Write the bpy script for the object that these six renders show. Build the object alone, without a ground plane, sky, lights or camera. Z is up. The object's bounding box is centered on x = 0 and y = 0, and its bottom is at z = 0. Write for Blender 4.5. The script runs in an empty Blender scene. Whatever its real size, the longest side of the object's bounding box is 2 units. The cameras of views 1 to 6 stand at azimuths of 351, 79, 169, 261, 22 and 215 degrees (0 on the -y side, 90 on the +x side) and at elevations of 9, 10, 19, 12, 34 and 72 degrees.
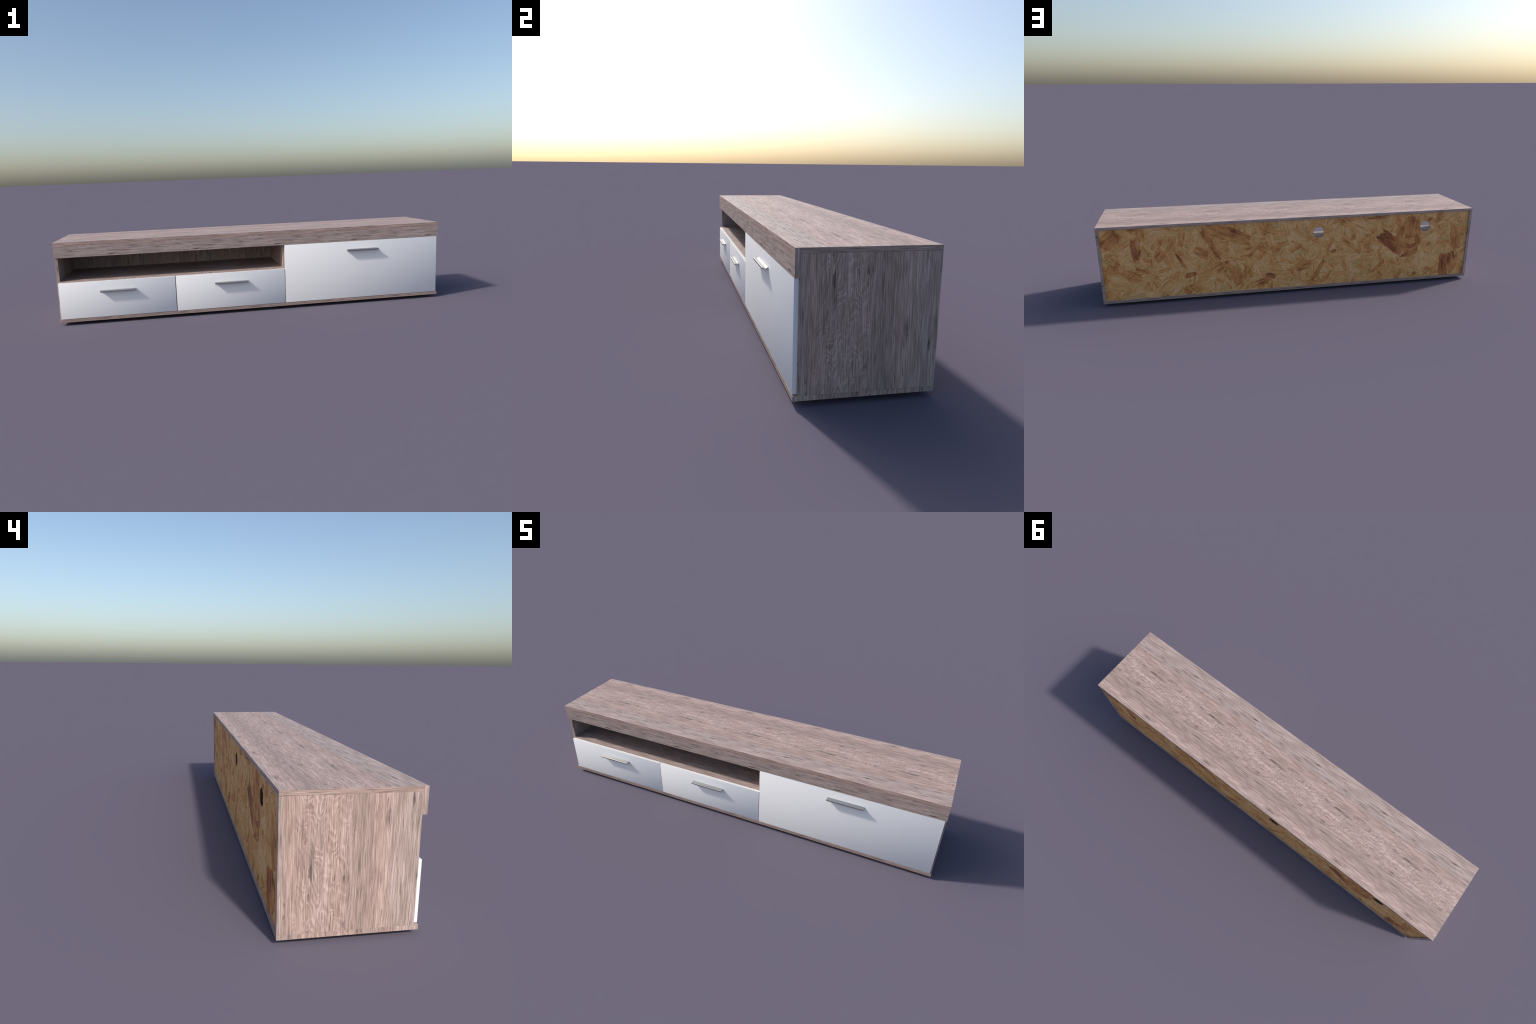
"""Low, long media cabinet: greyed-oak carcass with a deep front fascia over an
open niche, two white drawers, one white flap door, metal bow-tie handles and an
oriented-strand back panel with two cable holes."""
import bpy, bmesh, math, random
from mathutils import Vector

random.seed(7)

# ------------------------------------------------------------------ dimensions
HALF_W = 1.0                  # half width
BOARD = 0.0143                # board thickness
Z_BASE = 0.0139               # underside of the bottom board
Z_TOP = 0.4146                # top surface
Y_FACE = -0.1861              # plane of fascia, fronts and plinth edge
Y_CARC = -0.1728              # front edge of the carcass boards
Y_REAR = 0.2062               # rear edge of the boards
Y_BACK = 0.1998               # outer skin of the back panel (slightly recessed)
BACK_T = 0.0026
Z_IN_LO = Z_BASE + BOARD      # inside floor
Z_IN_HI = Z_TOP - BOARD       # inside ceiling
X_IN = HALF_W - BOARD
DIV_X0, DIV_X1 = 0.1376, 0.1449          # upright between niche and door bay
SHELF_Z1 = 0.2186
SHELF_Z0 = SHELF_Z1 - BOARD
FASCIA_Z0 = 0.3381
FRONT_Z0 = 0.0308
DRAWER_Z1 = 0.2122
DOOR_Z1 = 0.3374
HOLE_R = 0.0284
HOLES = [(-0.1219, 0.3255), (-0.7282, 0.3254)]
SEAM = 0.0003                 # hairline between butted boards
TILE = 0.3855                 # repeat of the printed oak decor

root = bpy.data.objects.new("tv_cabinet", None)
bpy.context.scene.collection.objects.link(root)
root["label"] = "long low greyed-oak cabinet with white fronts and open niche"
root["category"] = "tv cabinet"


def add_object(name, mesh, parent=root, material=None, origin=(0, 0, 0)):
    ob = bpy.data.objects.new(name, mesh)
    bpy.context.scene.collection.objects.link(ob)
    ob.parent = parent
    ob.location = origin
    if material and not mesh.materials:
        mesh.materials.append(material)
    return ob


# ------------------------------------------------------------------ node helper
class Tree:
    def __init__(self, nt):
        self.nt = nt

    def node(self, kind, **props):
        n = self.nt.nodes.new(kind)
        for k, v in props.items():
            setattr(n, k, v)
        return n

    def put(self, sock, val):
        if isinstance(val, bpy.types.NodeSocket):
            self.nt.links.new(val, sock)
        elif val is not None:
            sock.default_value = val

    def m(self, op, a, b=None, c=None, clamp=False):
        n = self.node("ShaderNodeMath", operation=op, use_clamp=clamp)
        for s, v in zip(n.inputs, (a, b, c)):
            self.put(s, v)
        return n.outputs[0]

    def v(self, op, a, b=None, c=None):
        n = self.node("ShaderNodeVectorMath", operation=op)
        for s, val in zip(n.inputs, (a, b, c)):
            self.put(s, val)
        return n.outputs["Value"] if op in ("LENGTH", "DOT_PRODUCT") else n.outputs["Vector"]

    def xyz(self, x, y, z):
        n = self.node("ShaderNodeCombineXYZ")
        for s, val in zip(n.inputs, (x, y, z)):
            self.put(s, val)
        return n.outputs[0]

    def split(self, vec):
        n = self.node("ShaderNodeSeparateXYZ")
        self.put(n.inputs[0], vec)
        return n.outputs

    def noise(self, vec, w=None, scale=1.0, detail=2.0, rough=0.5, dim="3D"):
        n = self.node("ShaderNodeTexNoise", noise_dimensions=dim)
        self.put(n.inputs["Vector"], vec)
        if w is not None:
            self.put(n.inputs["W"], w)
        n.inputs["Scale"].default_value = scale
        n.inputs["Detail"].default_value = detail
        n.inputs["Roughness"].default_value = rough
        return n.outputs[0]

    def remap(self, val, a, b, c=0.0, d=1.0, smooth=True):
        n = self.node("ShaderNodeMapRange", interpolation_type="SMOOTHSTEP" if smooth else "LINEAR")
        for i, x in enumerate((val, a, b, c, d)):
            self.put(n.inputs[i], x)
        return n.outputs[0]

    def ramp(self, fac, stops, interp="LINEAR"):
        n = self.node("ShaderNodeValToRGB")
        n.color_ramp.interpolation = interp
        el = n.color_ramp.elements
        while len(el) < len(stops):
            el.new(0.5)
        for e, (p, c) in zip(el, stops):
            e.position = p
            e.color = (*c, 1) if isinstance(c, tuple) else (c, c, c, 1)
        self.put(n.inputs[0], fac)
        return n.outputs[0]

    def mix(self, fac, a, b, blend="MIX"):
        n = self.node("ShaderNodeMix", data_type="RGBA", blend_type=blend)
        self.put(n.inputs[0], fac)
        for s, val in ((n.inputs[6], a), (n.inputs[7], b)):
            self.put(s, (*val, 1) if isinstance(val, tuple) else val)
        return n.outputs[2]


def new_material(name):
    mat = bpy.data.materials.new(name)
    mat.use_nodes = True
    t = Tree(mat.node_tree)
    bsdf = next(n for n in mat.node_tree.nodes if n.type == "BSDF_PRINCIPLED")
    return mat, t, bsdf


# ------------------------------------------------------------------ oak decor
# One printed tile of greyed oak, repeating along and across the grain.
# Knots: (along, across, half length, half width, strength)
KNOTS = [
    (0.052, -0.0165, 0.026, 0.0050, 0.90), (0.000, -0.0120, 0.050, 0.0065, 0.50),
    (0.114, -0.0205, 0.014, 0.0036, 0.85), (0.075, 0.0720, 0.010, 0.0040, 0.70),
    (0.074, 0.0820, 0.008, 0.0035, 0.60), (0.041, 0.0720, 0.012, 0.0030, 0.50),
    (0.204, 0.0760, 0.008, 0.0030, 0.60), (0.184, 0.1820, 0.018, 0.0040, 0.55),
    (0.076, 0.1720, 0.016, 0.0080, 0.42), (0.305, 0.1850, 0.028, 0.0080, 0.75),
    (0.255, 0.1800, 0.018, 0.0035, 0.70), (0.178, 0.1220, 0.026, 0.0045, 0.48),
    (0.120, 0.1130, 0.026, 0.0045, 0.50), (0.050, 0.1145, 0.036, 0.0040, 0.50),
    (0.171, -0.0850, 0.010, 0.0030, 0.80), (0.076, -0.1120, 0.009, 0.0034, 0.65),
    (0.115, -0.1550, 0.024, 0.0028, 0.70), (0.351, -0.0950, 0.026, 0.0028, 0.60),
    (0.322, -0.1620, 0.030, 0.0030, 0.55), (0.170, -0.1010, 0.026, 0.0030, 0.45),
    (0.049, -0.1020, 0.026, 0.0030, 0.50), (0.139, -0.0840, 0.012, 0.0028, 0.55),
    (0.263, -0.0240, 0.012, 0.0036, 0.60), (0.343, -0.0320, 0.013, 0.0030, 0.55),
    (0.204, 0.0770, 0.009, 0.0028, 0.50), (0.250, -0.1350, 0.014, 0.0045, 0.75),
    (0.265, 0.1130, 0.040, 0.0034, 0.45),
]
# Pale flares in the heart of the board
FLARES = [
    (0.075, 0.0235, 0.040, 0.0042, 0.80), (0.050, 0.0340, 0.007, 0.0030, 0.8),
    (0.015, 0.0400, 0.010, 0.0030, 0.8), (0.100, 0.1390, 0.024, 0.0030, 0.55),
    (0.289, -0.0420, 0.016, 0.0045, 0.7), (0.230, 0.0190, 0.018, 0.0040, 0.7),
]


def oak_group():
    g = bpy.data.node_groups.new("oak_decor", "ShaderNodeTree")
    for n in ("Along", "Across"):
        g.interface.new_socket(n, in_out="INPUT", socket_type="NodeSocketFloat")
    g.interface.new_socket("Color", in_out="OUTPUT", socket_type="NodeSocketColor")
    t = Tree(g)
    gi, go = t.node("NodeGroupInput"), t.node("NodeGroupOutput")
    U, V = gi.outputs[0], gi.outputs[1]
    k = 2 * math.pi / TILE

    def rings(val):
        a = t.m("MULTIPLY", val, k)
        return t.m("COSINE", a), t.m("SINE", a)

    cu, su = rings(U)

    def torus(cv, sv, ru, rv, detail=2.0, rough=0.5, shift=0.0):
        vec = t.xyz(t.m("MULTIPLY_ADD", cu, ru, shift), t.m("MULTIPLY", su, ru), t.m("MULTIPLY", cv, rv))
        return t.noise(vec, t.m("MULTIPLY", sv, rv), detail=detail, rough=rough, dim="4D")

    cv0, sv0 = rings(V)
    wob = t.m("SUBTRACT", torus(cv0, sv0, 0.9, 3.0, 2.0), 0.5)
    wob2 = t.m("SUBTRACT", torus(cv0, sv0, 3.0, 9.0, 1.0, shift=7.0), 0.5)
    Vw = t.m("MULTIPLY_ADD", wob, 0.006, t.m("MULTIPLY_ADD", wob2, 0.0018, V))
    cv, sv = rings(Vw)

    fine = torus(cv, sv, 0.8, 29.0, 1.8, 0.55, 3.0)
    lines = torus(cv, sv, 0.75, 44.0, 1.0, 0.5, 41.0)
    mid = torus(cv, sv, 0.8, 9.0, 3.0, 0.6, 11.0)
    broad = torus(cv, sv, 0.5, 2.6, 2.0, 0.5, 19.0)
    fleck = torus(cv, sv, 2.5, 34.0, 1.5, 0.5, 23.0)
    patch = torus(cv, sv, 1.6, 5.0, 2.0, 0.5, 31.0)

    # position across the tile, 0 at the front seam of the print
    f = t.m("WRAP", t.m("DIVIDE", t.m("ADD", Vw, 0.190), TILE), 1.0, 0.0)
    grey = t.ramp(f, [(0.0, 0.75), (0.03, 0.45), (0.10, 0.85), (0.235, 0.9), (0.285, 0.0), (0.42, 0.1),
                      (0.52, 0.30), (0.60, 0.0), (0.74, 0.35), (0.84, 0.35), (0.92, 0.0), (1.0, 0.05)])
    tone = t.ramp(f, [(0.0, 0.56), (0.10, 0.50), (0.20, 0.50), (0.27, 0.46), (0.40, 0.49), (0.56, 0.53),
                      (0.66, 0.54), (0.76, 0.43), (0.84, 0.44), (0.93, 0.55), (1.0, 0.60)])

    # cathedral chevrons: pale nested tips along the heart of the board
    heart = t.m("ABSOLUTE", t.m("SUBTRACT", V, 0.012))
    bend = t.m("SUBTRACT", torus(cv0, sv0, 1.4, 2.0, 1.0, 0.4, 53.0), 0.5)
    zig = t.m("PINGPONG", t.m("MULTIPLY_ADD", bend, 0.05, V), 0.019)
    phase = t.m("ADD", t.m("MULTIPLY", U, 12.0 / TILE), t.m("MULTIPLY", heart, 22.0))
    phase = t.m("ADD", phase, t.m("MULTIPLY", zig, 60.0))
    phase = t.m("ADD", phase, t.m("MULTIPLY_ADD", bend, 5.0, t.m("MULTIPLY", wob2, 0.7)))
    wave = t.m("SINE", t.m("MULTIPLY", phase, 2 * math.pi))
    chev = t.m("POWER", t.m("MULTIPLY_ADD", wave, 0.5, 0.5), 1.5)
    chev = t.m("MULTIPLY", t.m("SUBTRACT", chev, 0.36), t.remap(heart, 0.105, 0.03))
    chev = t.m("MULTIPLY", chev, t.remap(patch, 0.36, 0.60, 0.15, 1.0))

    val = t.m("MULTIPLY_ADD", t.m("SUBTRACT", fine, 0.5), 1.10, tone)
    val = t.m("MULTIPLY_ADD", t.m("SUBTRACT", lines, 0.5), 1.30, val)
    val = t.m("MULTIPLY_ADD", t.m("SUBTRACT", mid, 0.5), 0.30, val)
    val = t.m("MULTIPLY_ADD", t.m("SUBTRACT", broad, 0.5), 0.22, val)
    val = t.m("MULTIPLY_ADD", chev, 0.32, val)

    # knots and flares, their edges broken up by the grain
    rag = t.xyz(t.m("MULTIPLY_ADD", wob2, 0.05, U), t.m("MULTIPLY_ADD", t.m("SUBTRACT", fleck, 0.5), 0.007, V), 0.0)

    def spots(items):
        total = None
        for (u0, v0, a, b, s) in items:
            d = t.v("WRAP", t.v("SUBTRACT", rag, (u0, v0, 0.0)), (TILE / 2, TILE / 2, 1.0), (-TILE / 2, -TILE / 2, -1.0))
            d = t.v("LENGTH", t.v("MULTIPLY", d, (1 / a, 1 / b, 0.0)))
            hit = t.remap(d, 1.5, 0.25, 0.0, min(1.0, s * 1.35))
            total = hit if total is None else t.m("MAXIMUM", total, hit)
        return total

    val = t.m("MULTIPLY_ADD", spots(FLARES), 0.17, val)
    pores = t.m("MULTIPLY", t.remap(fleck, 0.55, 0.70), t.remap(patch, 0.36, 0.60, 0.25, 0.95))
    dash = t.m("MULTIPLY", t.remap(torus(cv, sv, 0.8, 36.0, 1.5, 0.5, 61.0), 0.53, 0.68), 0.55)
    pores = t.m("MAXIMUM", pores, dash)
    dark = t.m("MAXIMUM", t.m("MULTIPLY", t.m("MULTIPLY", spots(KNOTS), 1.08), t.m("MULTIPLY", t.remap(fine, 0.44, 0.60, 1.0, 0.6), t.remap(lines, 0.40, 0.60, 1.0, 0.7))), t.m("MULTIPLY", pores, 0.55))

    warm = t.ramp(val, WARM)
    cool = t.ramp(val, COOL)
    col = t.mix(t.m("MULTIPLY", grey, 0.75), warm, cool)
    col = t.mix(t.m("MULTIPLY", dark, 0.92, clamp=True), col, KNOT_COLOR)
    g.links.new(col, go.inputs[0])
    return g


WARM = [(0.10, (0.185, 0.130, 0.110)), (0.36, (0.318, 0.222, 0.189)), (0.56, (0.420, 0.297, 0.257)), (0.86, (0.585, 0.440, 0.395))]
COOL = [(0.10, (0.165, 0.135, 0.120)), (0.36, (0.288, 0.230, 0.205)), (0.56, (0.388, 0.314, 0.286)), (0.86, (0.560, 0.468, 0.436))]
KNOT_COLOR = (0.100, 0.078, 0.068)
OAK = oak_group()


def oak_material(name, on_x, on_y, on_z):
    """Each argument tells how faces looking along that axis carry the decor:
    (along axis, along factor, along offset, across axis, across factor, across offset)."""
    mat, t, bsdf = new_material(name)
    pos = t.split(t.node("ShaderNodeTexCoord").outputs["Object"])
    nrm = t.split(t.node("ShaderNodeNewGeometry").outputs["True Normal"])

    def uv(spec):
        au, fu, ou, av, fv, ov = spec
        return t.xyz(t.m("MULTIPLY_ADD", pos["XYZ".index(au)], fu, ou), t.m("MULTIPLY_ADD", pos["XYZ".index(av)], fv, ov), 0.0)

    is_x = t.m("GREATER_THAN", t.m("ABSOLUTE", nrm[0]), 0.71)
    is_y = t.m("GREATER_THAN", t.m("ABSOLUTE", nrm[1]), 0.71)
    vec = t.mix(is_x, t.mix(is_y, uv(on_z), uv(on_y)), uv(on_x))
    s = t.split(vec)
    grp = t.node("ShaderNodeGroup")
    grp.node_tree = OAK
    t.put(grp.inputs[0], s[0])
    t.put(grp.inputs[1], s[1])
    t.put(bsdf.inputs["Base Color"], grp.outputs[0])
    bsdf.inputs["Roughness"].default_value = 0.55
    bsdf.inputs["Specular IOR Level"].default_value = 0.3
    return mat


lengthwise = oak_material("oak_lengthwise", ("Y", 1, 0.3, "Z", 1, -0.28), ("X", 1, 0.12, "Z", 1, -0.24), ("X", 1, 0, "Y", 1, 0))
fascia_mat = oak_material("oak_fascia", ("Z", -1, 0.2, "Y", 1, 0.02), ("X", 0.922, 0.924, "Z", 1, -0.482), ("X", 1, 0, "Y", 1, 0))
base_mat = oak_material("oak_base", ("Z", -1, 0.1, "Y", -1, 0.06), ("X", 1, 0.05, "Z", 1, 0.09), ("X", 1, 0.1, "Y", 1, 0))
side_left = oak_material("oak_side", ("Z", -1, 1.019, "Y", -1, 0.103), ("Z", -1, 0.2, "X", 1, 0.4), ("X", 1, 0, "Y", 1, 0))
side_right = oak_material("oak_side", ("Z", 1, -0.28, "Y", 1, 0.067), ("X", 1, 0.2, "Z", 1, 0.0), ("X", 1, 0, "Y", 1, 0))
upright_mat = oak_material("oak_upright", ("Z", -1, 0.0, "Y", -1, 0.05), ("Z", -1, 0.0, "X", 1, 0.0), ("X", 1, 0, "Y", 1, 0))


def simple_material(name, color, rough, metallic=0.0, spec=0.5):
    mat, t, bsdf = new_material(name)
    bsdf.inputs["Base Color"].default_value = (*color, 1)
    bsdf.inputs["Roughness"].default_value = rough
    bsdf.inputs["Metallic"].default_value = metallic
    bsdf.inputs["Specular IOR Level"].default_value = spec
    return mat, t, bsdf


white, _, _ = simple_material("white_lacquer", (0.80, 0.80, 0.80), 0.45, spec=0.4)
rim_mat, _, _ = simple_material("dark_cut_edge", (0.012, 0.010, 0.009), 0.9)
glide_mat, _, _ = simple_material("black_plastic", (0.02, 0.02, 0.02), 0.5)

metal, t, bsdf = simple_material("brushed_metal", (0.47, 0.465, 0.45), 0.28, metallic=1.0)
p = t.v("MULTIPLY", t.node("ShaderNodeTexCoord").outputs["Object"], (4.0, 500.0, 500.0))
t.put(bsdf.inputs["Roughness"], t.remap(t.noise(p, detail=2.0), 0.3, 0.7, 0.27, 0.33))


# ------------------------------------------------------------------ boards
def box_mesh(name, lo, hi, bevel=0.0002, smooth=False):
    bm = bmesh.new()
    bmesh.ops.create_cube(bm, size=1.0)
    for v in bm.verts:
        for i in range(3):
            v.co[i] = lo[i] if v.co[i] < 0 else hi[i]
    if bevel:
        bmesh.ops.bevel(bm, geom=list(bm.edges), offset=bevel, segments=1, affect="EDGES", profile=0.5)
    for f in bm.faces:
        f.smooth = smooth
    me = bpy.data.meshes.new(name)
    bm.to_mesh(me)
    bm.free()
    return me


def board(name, lo, hi, mat):
    return add_object(name, box_mesh(name, lo, hi), material=mat)


board("top_board", (-HALF_W, Y_CARC, Z_IN_HI), (HALF_W, Y_REAR, Z_TOP), lengthwise)
board("bottom_board", (-HALF_W, Y_FACE, Z_BASE), (HALF_W, Y_REAR, Z_IN_LO), base_mat)
board("fascia", (-HALF_W, Y_FACE, FASCIA_Z0), (HALF_W, Y_CARC - SEAM, Z_TOP), fascia_mat)
board("side_board", (-HALF_W, Y_CARC, Z_IN_LO + SEAM), (-X_IN, Y_REAR, Z_IN_HI - SEAM), side_left)
board("side_board", (X_IN, Y_CARC, Z_IN_LO + SEAM), (HALF_W, Y_REAR, Z_IN_HI - SEAM), side_right)
y_in = Y_BACK - BACK_T
board("upright", (DIV_X0, Y_CARC, Z_IN_LO), (DIV_X1, y_in, Z_IN_HI), upright_mat)
board("shelf", (-X_IN, Y_CARC + 0.0004, SHELF_Z0), (DIV_X0, y_in, SHELF_Z1), lengthwise)
board("partition", (-0.4305, Y_CARC, Z_IN_LO), (-0.4162, y_in, SHELF_Z0), upright_mat)

# ------------------------------------------------------------------ fronts and handles
LEAN = 0.20


def front(name, x0, x1, z1):
    """White slab; the face is shaded as a very shallow cushion leaning out to its four edges."""
    bm = bmesh.new()
    y0, y1, z0 = Y_FACE + 0.0003, Y_CARC - 0.0003, FRONT_Z0
    nx, nz = 12, 6
    grid = [[bm.verts.new((x0 + (x1 - x0) * i / nx, y0, z0 + (z1 - z0) * j / nz)) for j in range(nz + 1)] for i in range(nx + 1)]
    for i in range(nx):
        for j in range(nz):
            bm.faces.new((grid[i][j], grid[i + 1][j], grid[i + 1][j + 1], grid[i][j + 1]))
    rim = [e for e in bm.edges if len(e.link_faces) == 1]
    side = bmesh.ops.extrude_edge_only(bm, edges=rim)
    for v in (g for g in side["geom"] if isinstance(g, bmesh.types.BMVert)):
        v.co.y = y1
    bmesh.ops.contextual_create(bm, geom=[e for e in bm.edges if len(e.link_faces) == 1])
    bmesh.ops.recalc_face_normals(bm, faces=list(bm.faces))
    me = bpy.data.meshes.new(name)
    bm.to_mesh(me)
    bm.free()
    for p_ in me.polygons:
        p_.use_smooth = True
    normals = []
    for p_ in me.polygons:
        for li in p_.loop_indices:
            co = me.vertices[me.loops[li].vertex_index].co
            if p_.normal.y < -0.9:
                fx = 2 * (co.x - x0) / (x1 - x0) - 1
                fz = 2 * (co.z - z0) / (z1 - z0) - 1
                normals.append(Vector((LEAN * fx, -1, LEAN * fz)).normalized())
            else:
                normals.append(p_.normal.copy())
    me.normals_split_custom_set(normals)
    return add_object(name, me, material=white)


def handle_mesh():
    """Bow-tie section: tall foot at the front panel, slim waist, rounded lip."""
    reach, half = 0.0200, 0.0856
    top = [(0.0, 0.0045), (0.0016, 0.0044), (0.0045, 0.0038), (0.0080, 0.0029), (0.0112, 0.0026), (0.0136, 0.0028),
           (0.0148, 0.0033), (0.0155, 0.0028), (0.0162, 0.0035), (0.0182, 0.0037), (0.0194, 0.0032), (0.0200, 0.0016)]
    low = [(0.0201, -0.0018), (0.0196, -0.0034), (0.0182, -0.0039), (0.0150, -0.0030), (0.0118, -0.0008),
           (0.0090, -0.0004), (0.0060, -0.0014), (0.0030, -0.0036), (0.0012, -0.0045), (0.0, -0.0047)]
    ring = [(-d, h) for d, h in top + low]
    bm = bmesh.new()
    ends = [[bm.verts.new((x, y, z)) for y, z in ring] for x in (-half, half)]
    n = len(ring)
    for i in range(n):
        j = (i + 1) % n
        f = bm.faces.new((ends[0][i], ends[0][j], ends[1][j], ends[1][i]))
        f.smooth = True
    bm.faces.new(ends[0][::-1])
    bm.faces.new(ends[1])
    bmesh.ops.recalc_face_normals(bm, faces=list(bm.faces))
    for e in bm.edges:
        if len(e.link_faces) == 2 and (not all(f.smooth for f in e.link_faces)):
            e.smooth = False
    me = bpy.data.meshes.new("handle")
    bm.to_mesh(me)
    bm.free()
    me.materials.append(metal)
    return me


HANDLE = handle_mesh()


def fit(front_ob, x, z, flipped=False):
    grip = add_object("handle", HANDLE, parent=front_ob, origin=(x, Y_FACE + 0.0001, z))
    if flipped:
        grip.rotation_euler = (0, math.pi, 0)


fit(front("drawer_front", -0.9922, -0.4252, DRAWER_Z1), -0.7090, 0.1622)
fit(front("drawer_front", -0.4216, 0.1434, DRAWER_Z1), -0.1390, 0.1622)
fit(front("door", 0.1464, 0.9934, DOOR_Z1), 0.5690, 0.2912, flipped=True)


# ------------------------------------------------------------------ back panel
def panel_with_holes(name, x0, x1, z0, z1, ya, yb, material_in, material_out):
    """Slab in the x-z plane from ya (inside) to yb (outside) with round holes through it."""
    bm = bmesh.new()
    seg, pad = 48, 0.045
    quads, rims = [], []
    xs = x0
    for cx, cz in sorted(HOLES):
        quads.append([(xs, z0), (cx - pad, z0), (cx - pad, z1), (xs, z1)])
        quads.append([(cx - pad, z0), (cx + pad, z0), (cx + pad, cz - pad), (cx - pad, cz - pad)])
        quads.append([(cx - pad, cz + pad), (cx + pad, cz + pad), (cx + pad, z1), (cx - pad, z1)])
        ring, square = [], []
        for i in range(seg):
            a = 2 * math.pi * i / seg
            c, s_ = math.cos(a), math.sin(a)
            k = pad / max(abs(c), abs(s_))
            ring.append((cx + HOLE_R * c, cz + HOLE_R * s_))
            square.append((cx + k * c, cz + k * s_))
        for i in range(seg):
            j = (i + 1) % seg
            quads.append([ring[i], square[i], square[j], ring[j]])
        rims.append(ring)
        xs = cx + pad
    quads.append([(xs, z0), (x1, z0), (x1, z1), (xs, z1)])
    for y, outer in ((ya, False), (yb, True)):
        for q in quads:
            vs = [bm.verts.new((x, y, z)) for x, z in (q[::-1] if outer else q)]
            bm.faces.new(vs).material_index = int(outer)
    for ring in rims:
        for i in range(seg):
            j = (i + 1) % seg
            vs = [bm.verts.new(c) for c in ((ring[i][0], ya, ring[i][1]), (ring[j][0], ya, ring[j][1]),
                                            (ring[j][0], yb, ring[j][1]), (ring[i][0], yb, ring[i][1]))]
            bm.faces.new(vs).material_index = 2
    bmesh.ops.remove_doubles(bm, verts=list(bm.verts), dist=1e-6)
    me = bpy.data.meshes.new(name)
    bm.to_mesh(me)
    bm.free()
    me.materials.append(material_in)
    me.materials.append(material_out)
    me.materials.append(rim_mat)
    return me


def strand_colour(t, coord, rnd):
    """Colour of one pressed wood strand; coord has the fibres along x, rnd in 0..1 picks its kind."""
    shift = t.m("MULTIPLY", rnd, 57.0)
    s = t.split(coord)
    fib = t.noise(t.xyz(t.m("MULTIPLY_ADD", s[0], 22.0, shift), t.m("MULTIPLY", s[1], 330.0), shift), detail=3.0, rough=0.6)
    slow = t.noise(t.xyz(t.m("MULTIPLY_ADD", s[0], 14.0, shift), t.m("MULTIPLY", s[1], 60.0), 3.0), detail=1.0)
    # broad mottling runs across neighbouring strands and merges them
    where = t.node("ShaderNodeNewGeometry").outputs["Position"]
    blot = t.noise(where, scale=13.0, detail=3.0, rough=0.6)
    rnd = t.m("MULTIPLY_ADD", t.m("SUBTRACT", blot, 0.5), MOTTLE, rnd, clamp=True)
    base = t.ramp(rnd, STRANDS)
    dark = t.ramp(rnd, STRANDS_DARK)
    k = t.m("ADD", t.m("MULTIPLY", fib, 0.75), t.m("MULTIPLY", slow, 0.45))
    col = t.mix(t.remap(k, 0.47, 0.70, 1.0, 0.0), base, dark)
    return col


STRANDS = [(0.0, (0.83, 0.510, 0.255)), (0.25, (0.79, 0.450, 0.185)), (0.50, (0.76, 0.375, 0.132)), (0.74, (0.67, 0.290, 0.093)),
           (0.90, (0.55, 0.215, 0.072)), (1.0, (0.47, 0.160, 0.058))]
STRANDS_DARK = [(0.0, (0.66, 0.360, 0.130)), (0.25, (0.62, 0.305, 0.095)), (0.50, (0.52, 0.225, 0.064)), (0.74, (0.37, 0.140, 0.044)),
                (0.90, (0.24, 0.080, 0.034)), (1.0, (0.17, 0.055, 0.026))]

MOTTLE = 1.35
BINS = 18


def strand_material(angle):
    mat, t, bsdf = new_material("pressed_strand")
    rot = t.node("ShaderNodeVectorRotate", rotation_type="Y_AXIS")
    t.put(rot.inputs["Vector"], t.node("ShaderNodeTexCoord").outputs["Object"])
    rot.inputs["Angle"].default_value = angle
    s = t.split(rot.outputs[0])
    rnd = t.node("ShaderNodeNewGeometry").outputs["Random Per Island"]
    # most strands are pale, few are bark-brown
    rnd = t.m("MULTIPLY", t.m("MULTIPLY", rnd, 1.0), 0.66)
    t.put(bsdf.inputs["Base Color"], strand_colour(t, t.xyz(s[0], s[2], 0.0), rnd))
    bsdf.inputs["Roughness"].default_value = 0.6
    bsdf.inputs["Specular IOR Level"].default_value = 0.25
    return mat


def lone_strand_material(name, lo, hi, power):
    mat, t, bsdf = new_material(name)
    s = t.split(t.node("ShaderNodeTexCoord").outputs["Object"])
    rnd = t.m("POWER", t.node("ShaderNodeObjectInfo").outputs["Random"], power)
    rnd = t.m("MULTIPLY_ADD", rnd, hi - lo, lo)
    t.put(bsdf.inputs["Base Color"], strand_colour(t, t.xyz(s[0], s[2], 0.0), rnd))
    bsdf.inputs["Roughness"].default_value = 0.6
    bsdf.inputs["Specular IOR Level"].default_value = 0.25
    return mat


bin_mats = [strand_material(math.pi * i / BINS) for i in range(BINS)]
lone_mat = lone_strand_material("pressed_strand_large", 0.05, 0.58, 1.1)
bark_mat = lone_strand_material("pressed_strand_dark", 0.86, 1.02, 1.0)
brown_mat = lone_strand_material("pressed_strand_brown", 0.60, 0.84, 1.0)

core, t, bsdf = new_material("strand_board_core")
s = t.split(t.node("ShaderNodeTexCoord").outputs["Object"])
n = t.noise(t.xyz(t.m("MULTIPLY", s[0], 60.0), t.m("MULTIPLY", s[2], 90.0), 0.0), detail=3.0)
t.put(bsdf.inputs["Base Color"], t.ramp(n, [(0.3, (0.52, 0.29, 0.09)), (0.7, (0.70, 0.45, 0.18))]))
bsdf.inputs["Roughness"].default_value = 0.65

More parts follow.
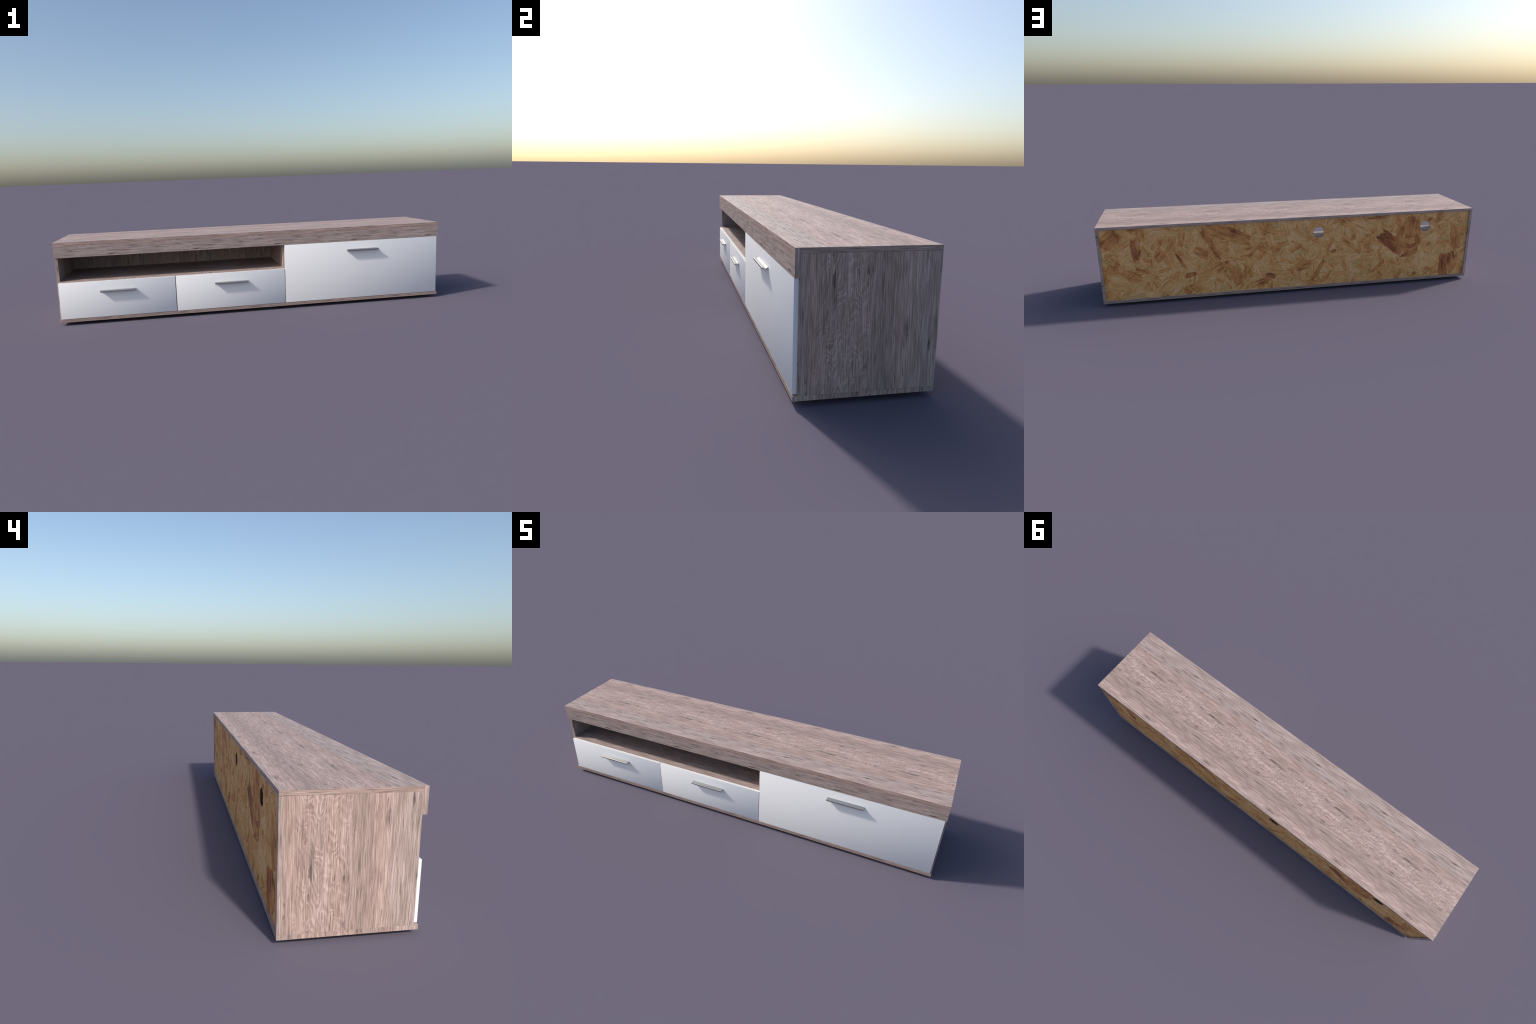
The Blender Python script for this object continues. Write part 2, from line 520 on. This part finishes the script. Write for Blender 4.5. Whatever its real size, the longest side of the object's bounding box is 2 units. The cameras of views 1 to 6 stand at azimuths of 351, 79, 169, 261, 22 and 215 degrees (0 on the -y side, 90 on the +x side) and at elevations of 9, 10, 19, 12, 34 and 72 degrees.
PX0, PX1, PZ0, PZ1 = -X_IN, X_IN, Z_IN_LO, Z_IN_HI
back_in = oak_material("oak_back", ("Z", -1, 0, "Y", 1, 0), ("Z", -1, 0.15, "X", 1, 0.1), ("X", 1, 0, "Y", 1, 0))
back = add_object("back_panel", panel_with_holes("back_panel", PX0, PX1, PZ0, PZ1, y_in, Y_BACK, back_in, core))


def strand_outline(length, width, rough):
    """Closed outline of a splintered flake, fibres along the first axis: wavy sides, torn toothed ends."""
    pts = []
    n = 6
    teeth = max(2, int(width / 0.006))
    corner = {(e, f): 1.0 - rough * random.uniform(0.1, 0.9) for e in (1, -1) for f in (1, -1)}
    for side in (1, -1):
        for i in range(n + 1):
            u = -0.84 + 1.68 * i / n
            k = abs(u / 0.84) ** 4
            taper = 1.0 - (1.0 - corner[(side if u > 0 else -side, -side)]) * k
            pts.append((side * u * length / 2, side * -width / 2 * taper * (1.0 + (1.0 - k) * random.uniform(-0.14, 0.10))))
        low, high = -corner[(side, -side)] * width / 2, corner[(side, side)] * width / 2
        for k in range(2 * teeth - 1):
            w = low + (high - low) * (k + 1) / (2 * teeth)
            reach = random.uniform(0.93, 1.16) if k % 2 == 0 else random.uniform(0.86, 0.95)
            pts.append((side * reach * length / 2, side * w))
    return pts


def sliver_outline(length, width):
    """A single pointed splinter."""
    a, b = random.uniform(0.25, 0.45), random.uniform(0.25, 0.45)
    h = width / 2
    return [(-length / 2, random.uniform(-h, h) * 0.5), (-length * a, -h), (0, -h * random.uniform(0.8, 1.2)), (length * b, -h * 0.8),
            (length / 2, random.uniform(-h, h) * 0.5), (length * a, h * 0.9), (0, h * random.uniform(0.8, 1.2)), (-length * b, h)]


def place(pts, cx, cz, ang):
    """Lay an outline on the panel; trim it along the rim of a cable hole and at the panel's edges."""
    c, s = math.cos(ang), math.sin(ang)
    loop = [(cx + x * c - y * s, cz + x * s + y * c) for x, y in pts]
    reach = max(math.hypot(x, y) for x, y in pts)
    for hx, hz in HOLES:
        dx, dz = cx - hx, cz - hz
        d = math.hypot(dx, dz)
        if d > reach + HOLE_R:
            continue
        dx, dz = dx / d, dz / d
        lim = HOLE_R + 0.0004
        out = []
        for (xa, za), (xb, zb) in zip(loop, loop[1:] + loop[:1]):
            pa = (xa - hx) * dx + (za - hz) * dz - lim
            pb = (xb - hx) * dx + (zb - hz) * dz - lim
            if pa >= 0:
                out.append((xa, za))
            if (pa >= 0) != (pb >= 0):
                k = pa / (pa - pb)
                out.append((xa + (xb - xa) * k, za + (zb - za) * k))
        if len(out) < 4:
            return None
        loop = out
    m = 0.0008
    for ax, sign, lim in ((0, 1, PX0 + m), (0, -1, -PX1 + m), (1, 1, PZ0 + m), (1, -1, -PZ1 + m)):
        out = []
        for a, b in zip(loop, loop[1:] + loop[:1]):
            pa, pb = sign * a[ax] - lim, sign * b[ax] - lim
            if pa >= 0:
                out.append(a)
            if (pa >= 0) != (pb >= 0):
                k = pa / (pa - pb)
                out.append((a[0] + (b[0] - a[0]) * k, a[1] + (b[1] - a[1]) * k))
        if len(out) < 4:
            return None
        loop = out
    return loop


def slab(bm, loop, y0, y1, mat_index):
    a = [bm.verts.new((x, y0, z)) for x, z in loop]
    b = [bm.verts.new((x, y1, z)) for x, z in loop]
    n = len(loop)
    area = sum(loop[i][0] * loop[(i + 1) % n][1] - loop[(i + 1) % n][0] * loop[i][1] for i in range(n))
    order = b[::-1] if area > 0 else b
    f = bm.faces.new(order)
    f.material_index = mat_index
    for i in range(n):
        j = (i + 1) % n
        q = (a[i], b[i], b[j], a[j]) if area > 0 else (a[i], a[j], b[j], b[i])
        bm.faces.new(q).material_index = mat_index


# flakes: (length, width, x, z, angle, height in the pile)
strands = []
for _ in range(1000):
    length = random.uniform(0.04, 0.125)
    strands.append((length, random.uniform(0.014, 0.040) * (0.6 + length / 0.15), random.uniform(PX0, PX1), random.uniform(PZ0, PZ1),
                    random.uniform(0, math.pi), random.random() * 0.8))

LONE = 160
strands.sort(key=lambda s: s[0] * s[1], reverse=True)
bm = bmesh.new()
lone_count = 0


def lone_strand(length, width, cx, cz, ang, depth, mat, rough=0.35):
    loop = place(strand_outline(length, width, rough), cx, cz, ang)
    if loop is None:
        return False
    c, s_ = math.cos(ang), math.sin(ang)
    local = [((x - cx) * c + (z - cz) * s_, -(x - cx) * s_ + (z - cz) * c) for x, z in loop]
    b = bmesh.new()
    slab(b, local, -0.0004, 0.0, 0)
    me = bpy.data.meshes.new("wood_strand")
    b.to_mesh(me)
    b.free()
    ob = add_object("wood_strand", me, parent=back, material=mat, origin=(cx, Y_BACK + depth, cz))
    ob.rotation_euler = (0, -ang, 0)
    return True


def splinters(cx, cz, ang, length, width, lift):
    """A bundle of parallel splinters peeling off one flake."""
    v = -width / 2
    while v < width / 2:
        w = random.uniform(0.003, 0.008)
        v += w * random.uniform(0.7, 1.9)
        ln = length * random.uniform(0.35, 0.95)
        du = random.uniform(-0.35, 0.35) * length
        a = ang + random.gauss(0, 0.05)
        c, s_ = math.cos(ang), math.sin(ang)
        loop = place(sliver_outline(ln, w), cx + du * c - v * s_, cz + du * s_ + v * c, a)
        if loop:
            slab(bm, loop, Y_BACK - 0.0003, Y_BACK + 0.0002 + 0.0012 * lift + random.uniform(0, 0.00025),
                 int(round((a % math.pi) / math.pi * BINS)) % BINS)


for length, width, cx, cz, ang, lift in strands:
    depth = 0.0002 + 0.0012 * lift
    if lone_count < LONE and lone_strand(length, width, cx, cz, ang, depth, lone_mat):
        lone_count += 1
    else:
        loop = place(strand_outline(length, width, 0.6), cx, cz, ang)
        if loop is None:
            continue
        slab(bm, loop, Y_BACK - 0.0003, Y_BACK + depth, int(round(ang / math.pi * BINS)) % BINS)
    if random.random() < 0.35:
        splinters(cx, cz, ang, length, width * 1.2, lift)
for _ in range(90):
    splinters(random.uniform(PX0, PX1), random.uniform(PZ0, PZ1), random.uniform(0, math.pi), random.uniform(0.03, 0.075),
              random.uniform(0.006, 0.02), random.uniform(0.8, 1.0))
me = bpy.data.meshes.new("strand_mat")
bm.to_mesh(me)
bm.free()
for m_ in bin_mats:
    me.materials.append(m_)
stuff = add_object("strand_mat", me, parent=back)
stuff["kind"] = "stuff"

# the conspicuous brown flakes: (x, z, length, width, angle in degrees, bark?)
for x, z, length, width, deg, bark in [
    (-0.536, 0.243, 0.185, 0.072, 40, 1), (-0.640, 0.190, 0.125, 0.058, 166, 1), (-0.598, 0.232, 0.110, 0.050, 30, 0), (-0.690, 0.255, 0.080, 0.036, 70, 0), (-0.641, 0.325, 0.140, 0.068, 91, 0),
    (-0.587, 0.314, 0.094, 0.040, 106, 0), (-0.691, 0.322, 0.130, 0.030, 90, 0), (-0.914, 0.247, 0.146, 0.055, 76, 0),
    (-0.881, 0.094, 0.140, 0.095, 84, 1), (-0.925, 0.094, 0.120, 0.030, 102, 0), (-0.208, 0.217, 0.035, 0.019, 159, 1),
    (-0.046, 0.148, 0.090, 0.050, 158, 0), (-0.306, 0.241, 0.160, 0.020, 40, 0), (-0.120, 0.108, 0.141, 0.024, 119, 0),
    (-0.078, 0.360, 0.079, 0.026, 128, 0), (-0.457, 0.390, 0.145, 0.016, 177, 0), (-0.688, 0.052, 0.024, 0.022, 144, 1),
    (-0.001, 0.248, 0.081, 0.026, 148, 0), (-0.245, 0.383, 0.048, 0.022, 25, 0), (-0.315, 0.287, 0.047, 0.020, 117, 0),
    (0.369, 0.347, 0.236, 0.066, 20, 0), (0.458, 0.314, 0.149, 0.028, 61, 0), (0.940, 0.349, 0.120, 0.064, 142, 0),
    (0.823, 0.288, 0.118, 0.042, 81, 0), (0.704, 0.249, 0.074, 0.046, 136, 0), (0.496, 0.255, 0.084, 0.044, 26, 0),
    (0.557, 0.138, 0.070, 0.027, 165, 1), (0.576, 0.045, 0.042, 0.028, 24, 1), (0.321, 0.115, 0.118, 0.054, 74, 0),
    (0.272, 0.133, 0.078, 0.024, 104, 0), (0.137, 0.101, 0.063, 0.030, 17, 1), (0.204, 0.065, 0.144, 0.032, 164, 0),
    (0.697, 0.321, 0.036, 0.022, 87, 0), (0.804, 0.270, 0.045, 0.014, 100, 1), (0.599, 0.212, 0.116, 0.015, 60, 0),
    (0.226, 0.244, 0.098, 0.020, 134, 0), (0.796, 0.178, 0.079, 0.014, 31, 0),
]:
    kind = bark_mat if bark else brown_mat
    ang = math.radians(deg)
    lone_strand(length * 0.9, width * 0.95, x, z, ang, 0.0015 + 0.0001 * random.random(), kind, 0.55)
    # big flakes are split along the fibre into a ragged patch
    for k in range(3 if length * width > 0.0030 else 0):
        dv = (k - 1) * width * 0.36 + random.uniform(-0.08, 0.08) * width
        du = random.uniform(-0.22, 0.22) * length
        lone_strand(length * random.uniform(0.45, 0.8), width * random.uniform(0.25, 0.42), x + du * math.cos(ang) - dv * math.sin(ang),
                    z + du * math.sin(ang) + dv * math.cos(ang), ang + random.gauss(0, 0.09), 0.0016 + 0.0002 * random.random(), kind, 0.7)

# ------------------------------------------------------------------ glides under the base
bm = bmesh.new()
bmesh.ops.create_cone(bm, cap_ends=True, segments=24, radius1=0.016, radius2=0.016, depth=Z_BASE)
GLIDE = bpy.data.meshes.new("glide")
bm.to_mesh(GLIDE)
bm.free()
GLIDE.materials.append(glide_mat)
for x in (-0.90, 0.138, 0.90):
    for y in (-0.09, 0.11):
        add_object("glide", GLIDE, origin=(x, y, Z_BASE / 2))
